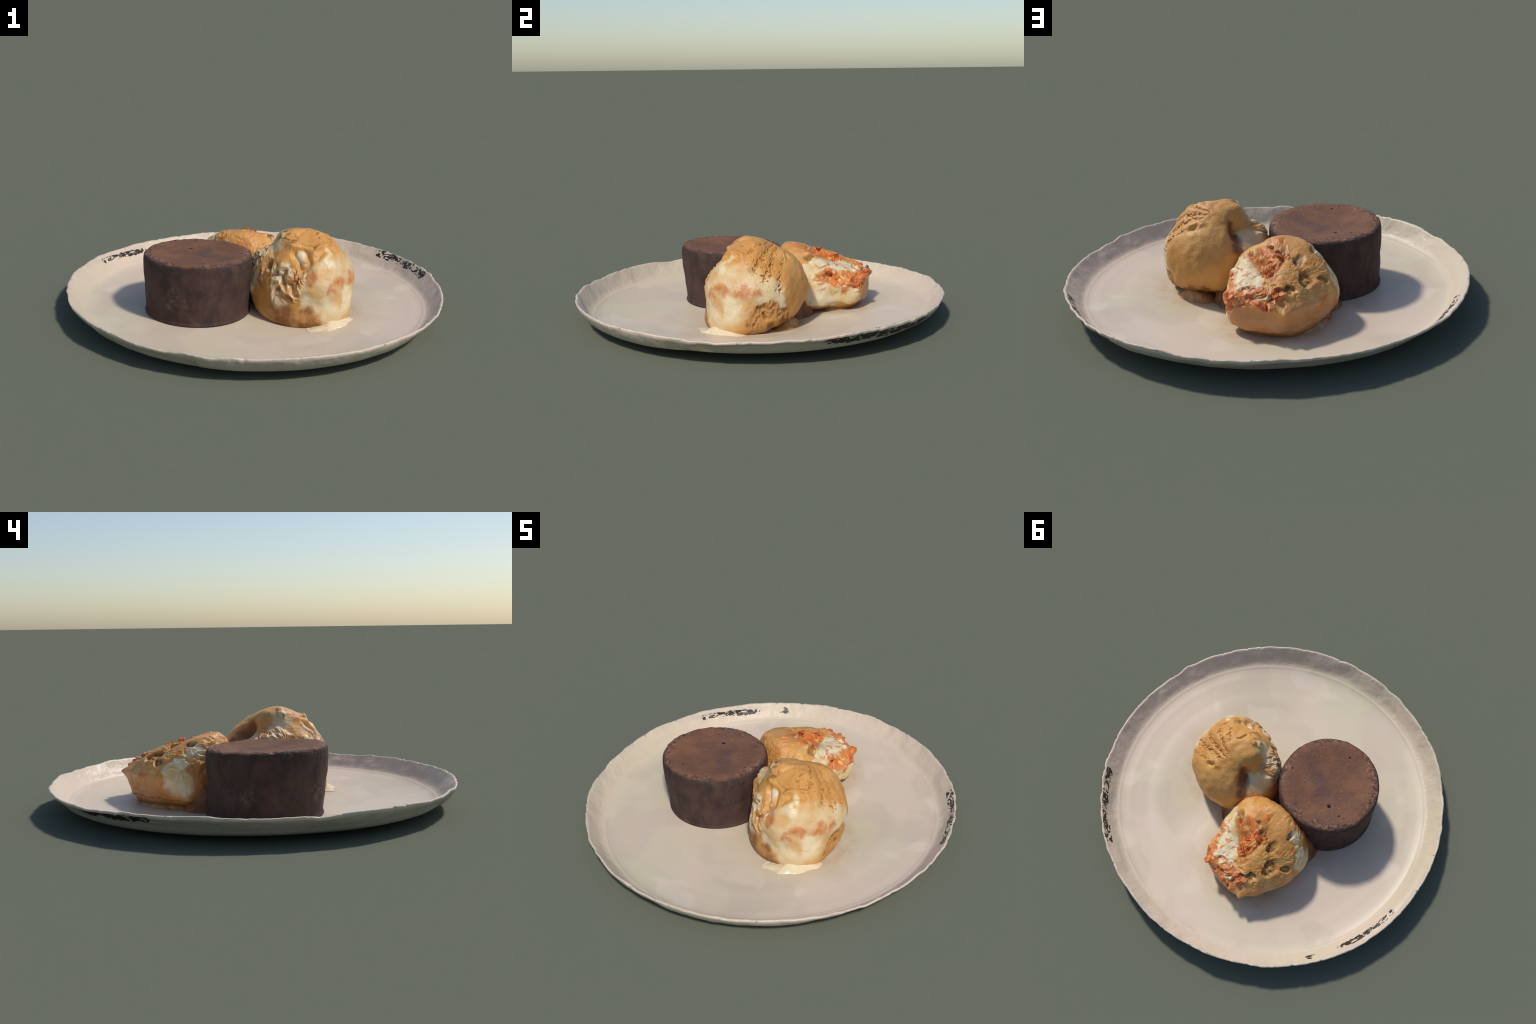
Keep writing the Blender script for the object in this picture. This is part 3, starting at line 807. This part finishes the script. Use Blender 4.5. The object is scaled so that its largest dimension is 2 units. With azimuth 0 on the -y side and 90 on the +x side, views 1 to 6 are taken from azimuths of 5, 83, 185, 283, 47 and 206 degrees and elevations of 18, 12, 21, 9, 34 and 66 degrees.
def build_broken_scoop(sphere):
    root = new_empty("ice_cream_scoop.001", BROKEN_BASE, "broken lump of caramel ice cream with orange flakes and cream", "ice cream scoop")
    d, f = sphere
    r = loft_radius(BROKEN, d)
    X = BROKEN_HEART + d * r[:, None]
    dr = np.zeros(len(d))
    wob = X + 0.010 * np.stack([vnoise(X, 16, s, 2) for s in (51, 52, 53)], -1)
    ridge = lambda pts, w, h: h * np.exp(-(line_dist(wob, pts) / w) ** 2)
    peak = lambda c, w, h: h * np.exp(-(np.arccos(np.clip(d @ BS.at(c), -1, 1)) / w) ** 1.4)
    # pulled peaks along the broken edge
    dr += peak((-.141, .652, .168), 0.10, 0.034) + peak((.130, .565, .222), 0.08, 0.030) + peak((-.07, .655, .200), 0.07, 0.022)
    dr += peak((.066, .275, .333), 0.13, 0.030) + peak((.145, .47, .19), 0.10, 0.014)
    # rolled rim of the broken face, hollows behind it
    dr += ridge([(.14, .42, .175), (.115, .53, .185), (.04, .59, .185), (-.05, .62, .185), (-.13, .62, .175), (-.22, .57, .18), (-.30, .48, .16)], 0.022, 0.009)
    dr += ridge([(.135, .30, .16), (.14, .36, .155), (.135, .43, .155)], 0.022, 0.010)
    dr += ridge([(.128, .364, .211), (.125, .40, .205)], 0.028, -0.020)
    dr += ridge([(.05, .26, .31), (.07, .255, .30)], 0.020, -0.012)
    dr += ridge([(-.03, .19, .355), (-.10, .16, .37), (-.18, .17, .35), (-.23, .20, .335)], 0.03, 0.008)
    dr += ridge([(-.06, .25, .345), (-.10, .30, .33)], 0.022, -0.014)
    dr += ridge([(-.15, .30, .335), (-.19, .35, .31), (-.21, .40, .29)], 0.02, -0.010)
    dr += ridge([(.0, .13, .30), (.03, .17, .28)], 0.03, -0.010)
    # melted, drawn-in foot below a ragged hem
    az = np.degrees(np.arctan2(d[:, 1], d[:, 0]))
    hem = 0.062 + 0.018 * vnoise(np.stack([az / 11, 0 * az, 0 * az], -1), 1.0, 61, 2)
    dr -= 0.016 * (1 - sstep(X[:, 2], hem - 0.010, hem + 0.008))
    dr += 0.005 * vnoise(X, 10, 55, 2)
    X = BROKEN_HEART + d * (r + dr)[:, None]
    X[:, 2] = np.maximum(X[:, 2], FLOOR - 0.004)
    ob = add("ice_cream_ball.001", make_mesh("ice_cream_ball.001", X - BROKEN_BASE, f, mat_broken), root)
    sculpt(ob, broken_relief, BROKEN_HEART - BROKEN_BASE)
    return root


# ------------------------------------------------------------------ melted ice cream on the plate
def puddle(name, outline, height, mat, parent, base, seed):
    """a thin melted pool: outline points in plan, domed with a rounded edge"""
    o = np.array(outline, float)
    c = o.mean(0)
    a = np.arctan2(o[:, 1] - c[1], o[:, 0] - c[0])
    k = np.argsort(a)
    a, rr = a[k], np.linalg.norm(o - c, axis=1)[k]
    na, nr = 160, 26
    th = np.linspace(-np.pi, np.pi, na, endpoint=False)
    R = np.interp(th, np.concatenate([a - 2 * np.pi, a, a + 2 * np.pi]), np.tile(rr, 3))
    for _ in range(3):
        R = (np.roll(R, 1) + 2 * R + np.roll(R, -1)) / 4
    circ = np.stack([np.cos(th), np.sin(th), 0 * th], -1)
    R = R * (1 + 0.05 * vnoise(circ, 3.0, seed, 3))
    t = np.sin(np.linspace(0.02, 1, nr) * np.pi / 2)
    P = np.stack([c[0] + t[:, None] * R * np.cos(th), c[1] + t[:, None] * R * np.sin(th), np.zeros((nr, na))], -1)
    z = height * (np.maximum(1 - t ** 2, 0) ** 1.3)
    P[..., 2] = FLOOR - 0.002 + z[:, None]
    P = P.reshape(-1, 3)
    inner = np.repeat(sstep(1 - t, 0, 0.15), na)
    P[:, 2] += inner * min(0.35 * height, 0.012) * vnoise(P, 20, seed + 1, 2)
    i, j = np.meshgrid(np.arange(nr - 1), np.arange(na), indexing="ij")
    j2 = (j + 1) % na
    f = np.stack([i * na + j, (i + 1) * na + j, (i + 1) * na + j2, i * na + j2], -1).reshape(-1, 4)
    P = np.concatenate([P, [[*c, FLOOR - 0.002 + height]]])
    jj = np.arange(0, na, 2)
    fan = np.stack([jj, jj + 1, (jj + 2) % na, np.full(len(jj), len(P) - 1)], -1)
    return add(name, make_mesh(name, P - base, np.concatenate([f, fan]), mat), parent)


def paint_cream_pool(N, p):
    c = N.mix(N.ramp(N.noise(p, 14, 3), 0.35, 0.65), lin(224, 206, 164), lin(232, 214, 180))
    return c, N.m("MULTIPLY", N.noise(p, 24, 2), 0.006)


def paint_brown_pool(N, p):
    c = N.mix(N.ramp(N.noise(N.warp(p, 16, 0.05), 18, 4), 0.35, 0.65), lin(166, 122, 70), lin(206, 176, 132))
    return c, N.m("MULTIPLY", N.noise(p, 30, 3), 0.006)


def paint_foot(N, p):
    return N.mix(N.ramp(N.noise(N.warp(p, 16, 0.05), 16, 4), 0.35, 0.65), lin(164, 112, 58), lin(196, 150, 96)), N.m("MULTIPLY", N.noise(p, 30, 3), 0.006)


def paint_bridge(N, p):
    return N.mix(N.ramp(N.noise(N.warp(p, 16, 0.05), 16, 4), 0.35, 0.65), lin(112, 70, 36), lin(150, 100, 52)), N.m("MULTIPLY", N.noise(p, 30, 3), 0.006)  # brown kept dark to paint the shadow in clefts between the pieces


# ------------------------------------------------------------------ loose pieces
def shard_mesh(name, length, width, curl, seed, mat):
    """a curled caramel flake: a bent, tapering leaf with real thickness"""
    n, m = 18, 10
    u = np.linspace(0, 1, n)
    v = np.linspace(-1, 1, m)
    U, V = np.meshgrid(u, v, indexing="ij")
    wid = width * np.sin(np.pi * (0.12 + 0.80 * U)) ** 0.7
    ang = curl * (U - 0.5)
    rad = length / max(abs(curl), 0.3)
    x = rad * np.sin(ang)
    z = rad * (np.cos(ang.max()) - np.cos(ang)) * -1
    y = V * wid
    z = z + 0.25 * V ** 2 * width
    base = np.stack([x, y, z], -1).reshape(-1, 3)
    base += 0.12 * width * np.stack([vnoise(base, 60, seed + k, 2) for k in range(3)], -1)
    th = 0.0022 + 0.0022 * (1 - np.abs(V)).reshape(-1)
    P = np.concatenate([base + [0, 0, 1] * th[:, None], base - [0, 0, 1] * th[:, None]])
    f = []
    idx = lambda i, j, s: s * n * m + i * m + j
    for i in range(n - 1):
        for j in range(m - 1):
            f.append((idx(i, j, 0), idx(i + 1, j, 0), idx(i + 1, j + 1, 0), idx(i, j + 1, 0)))
            f.append((idx(i, j, 1), idx(i, j + 1, 1), idx(i + 1, j + 1, 1), idx(i + 1, j, 1)))
    ring = [(i, 0) for i in range(n)] + [(n - 1, j) for j in range(1, m)] + [(i, m - 1) for i in range(n - 2, -1, -1)] + [(0, j) for j in range(m - 2, 0, -1)]
    for a, b in zip(ring, ring[1:] + ring[:1]):
        f.append((idx(*a, 0), idx(*a, 1), idx(*b, 1), idx(*b, 0)))
    return make_mesh(name, P, f, mat)


def surface_point(ob, heart_local, direction):
    hit, loc, nrm, _ = ob.ray_cast(Vector(heart_local) + Vector(direction) * 0.6, -Vector(direction))
    return (loc, nrm) if hit else (None, None)


def scatter_flakes(root):
    ball = next(o for o in root.children if o.name.startswith("ice_cream_ball"))
    protos = [shard_mesh("caramel_flake", 0.075, 0.020, 1.5, 70, mat_flake), shard_mesh("caramel_flake_broad", 0.062, 0.026, 1.1, 71, mat_flake),
              shard_mesh("caramel_flake_tight", 0.066, 0.014, 2.0, 72, mat_flake)]
    r = random.Random(5)
    hl = BROKEN_HEART - BROKEN_BASE
    spots = [s for s in BROKEN_FLAKY[:8] for _ in range(2)] + BROKEN_FLAKY[7:10]
    for k, (c, rad) in enumerate(spots):
        p = np.array(c) + np.array([r.uniform(-1, 1) for _ in range(3)]) * rad * 0.45
        loc, nrm = surface_point(ball, hl, BS.at(p))
        if loc is None:
            continue
        ob = add("caramel_flake", protos[k % 3], root)
        z = (nrm + Vector([r.uniform(-0.3, 0.3) for _ in range(3)])).normalized()
        x = z.orthogonal().normalized()
        ang = r.uniform(0, 2 * math.pi)
        x = x * math.cos(ang) + z.cross(x) * math.sin(ang)
        y = z.cross(x)
        from mathutils import Matrix
        s = r.uniform(0.5, 0.85)
        M = Matrix((x, y, z)).transposed().to_4x4()
        ob.matrix_local = Matrix.Translation(loc - nrm * 0.010) @ M @ Matrix.Diagonal((s, s, s, 1))


def add_nuts(root):
    """two chopped nut pieces lodged in the crown"""
    ball = next(o for o in root.children if o.name.startswith("ice_cream_ball"))
    d, f = unit_sphere(4)
    P = d * np.array([0.021, 0.013, 0.010]) * (1 + 0.16 * vnoise(d, 1.6, 101, 3))[:, None]
    me = make_mesh("nut_piece", P, f, mat_nut)
    for c, turn in (((-.052, .245, .342), 0.5), ((-.082, .275, .338), 1.7)):
        loc, nrm = surface_point(ball, BROKEN_HEART - BROKEN_BASE, BS.at(c))
        if loc is None:
            continue
        ob = add("nut_piece", me, root)
        ob.location = loc + nrm * 0.002
        ob.rotation_euler = (0.3, -0.4, turn)


def paint_nut(N, p):
    return N.mix(N.ramp(N.noise(p, 70, 3), 0.35, 0.65), lin(206, 160, 104), lin(168, 112, 60))


def paint_flake(N, p):
    rnd = N.new("ShaderNodeObjectInfo").outputs["Random"]
    c = N.mix(rnd, lin(196, 98, 38), lin(214, 126, 60))
    return N.mix(N.ramp(N.noise(p, 60, 3), 0.45, 0.65, 0, 0.6), c, lin(182, 78, 30))


# ------------------------------------------------------------------ assemble
mat_well = material("glazed_well", paint_well, rough=0.42, spec=0.4)
mat_rim = material("glazed_rim", paint_rim, rough=0.45, spec=0.4)
mat_under = material("glazed_underside", paint_under, rough=0.55, spec=0.3)
mat_cake_top = material("chocolate_crust", paint_cake_top, rough=0.75, spec=0.25)
mat_cake_side = material("chocolate_side", paint_cake_side, rough=0.75, spec=0.25)
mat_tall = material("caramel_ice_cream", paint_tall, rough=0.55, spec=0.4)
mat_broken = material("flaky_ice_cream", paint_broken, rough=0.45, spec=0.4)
mat_cream_pool = material("melted_cream", paint_cream_pool, rough=0.3, spec=0.5)
mat_brown_pool = material("melted_caramel", paint_brown_pool, rough=0.45, spec=0.4)
mat_bridge = material("shadow_brown_fill", paint_bridge, rough=0.5, spec=0.4)
mat_foot = material("soft_caramel_foot", paint_foot, rough=0.5, spec=0.4)
mat_nut = material("chopped_nut", paint_nut, rough=0.5, spec=0.4)
mat_flake = material("caramel_flake", paint_flake, rough=0.5, spec=0.4)

build_plate()
build_cake()
ball = unit_sphere(8)
tall = build_tall_scoop(ball)
broken = build_broken_scoop(ball)
scatter_flakes(broken)
add_nuts(broken)
puddle("melted_cream", [(.30, -.36), (.36, -.372), (.44, -.345), (.50, -.28), (.545, -.20), (.550, -.15), (.52, -.10), (.42, -.10), (.30, -.25)], 0.030, mat_cream_pool, tall, TALL_BASE, 81)
puddle("melted_caramel", [(.10, .30), (.115, .40), (.095, .48), (.02, .55), (-.08, .575), (-.18, .555), (-.27, .49), (-.33, .40), (-.34, .28), (-.25, .16), (0, .18)], 0.060, mat_brown_pool, broken, BROKEN_BASE, 90)
puddle("dark_cleft_fill", [(-.03, .01), (.06, -.05), (.18, -.02), (.25, .07), (.255, .14), (.225, .21), (.17, .27), (.09, .28), (.0, .24), (-.07, .13)], 0.215, mat_bridge, tall, TALL_BASE, 93)
puddle("dark_cleft_fill", [(-.08, .04), (-.20, .06), (-.34, .10), (-.385, .16), (-.375, .22), (-.31, .29), (-.16, .28), (-.06, .18)], 0.19, mat_bridge, broken, BROKEN_BASE, 96)
puddle("melted_caramel", [(.455, .05), (.435, .09), (.39, .135), (.33, .165), (.25, .18), (.22, .1), (.38, .0)], 0.05, mat_foot, tall, TALL_BASE, 87)
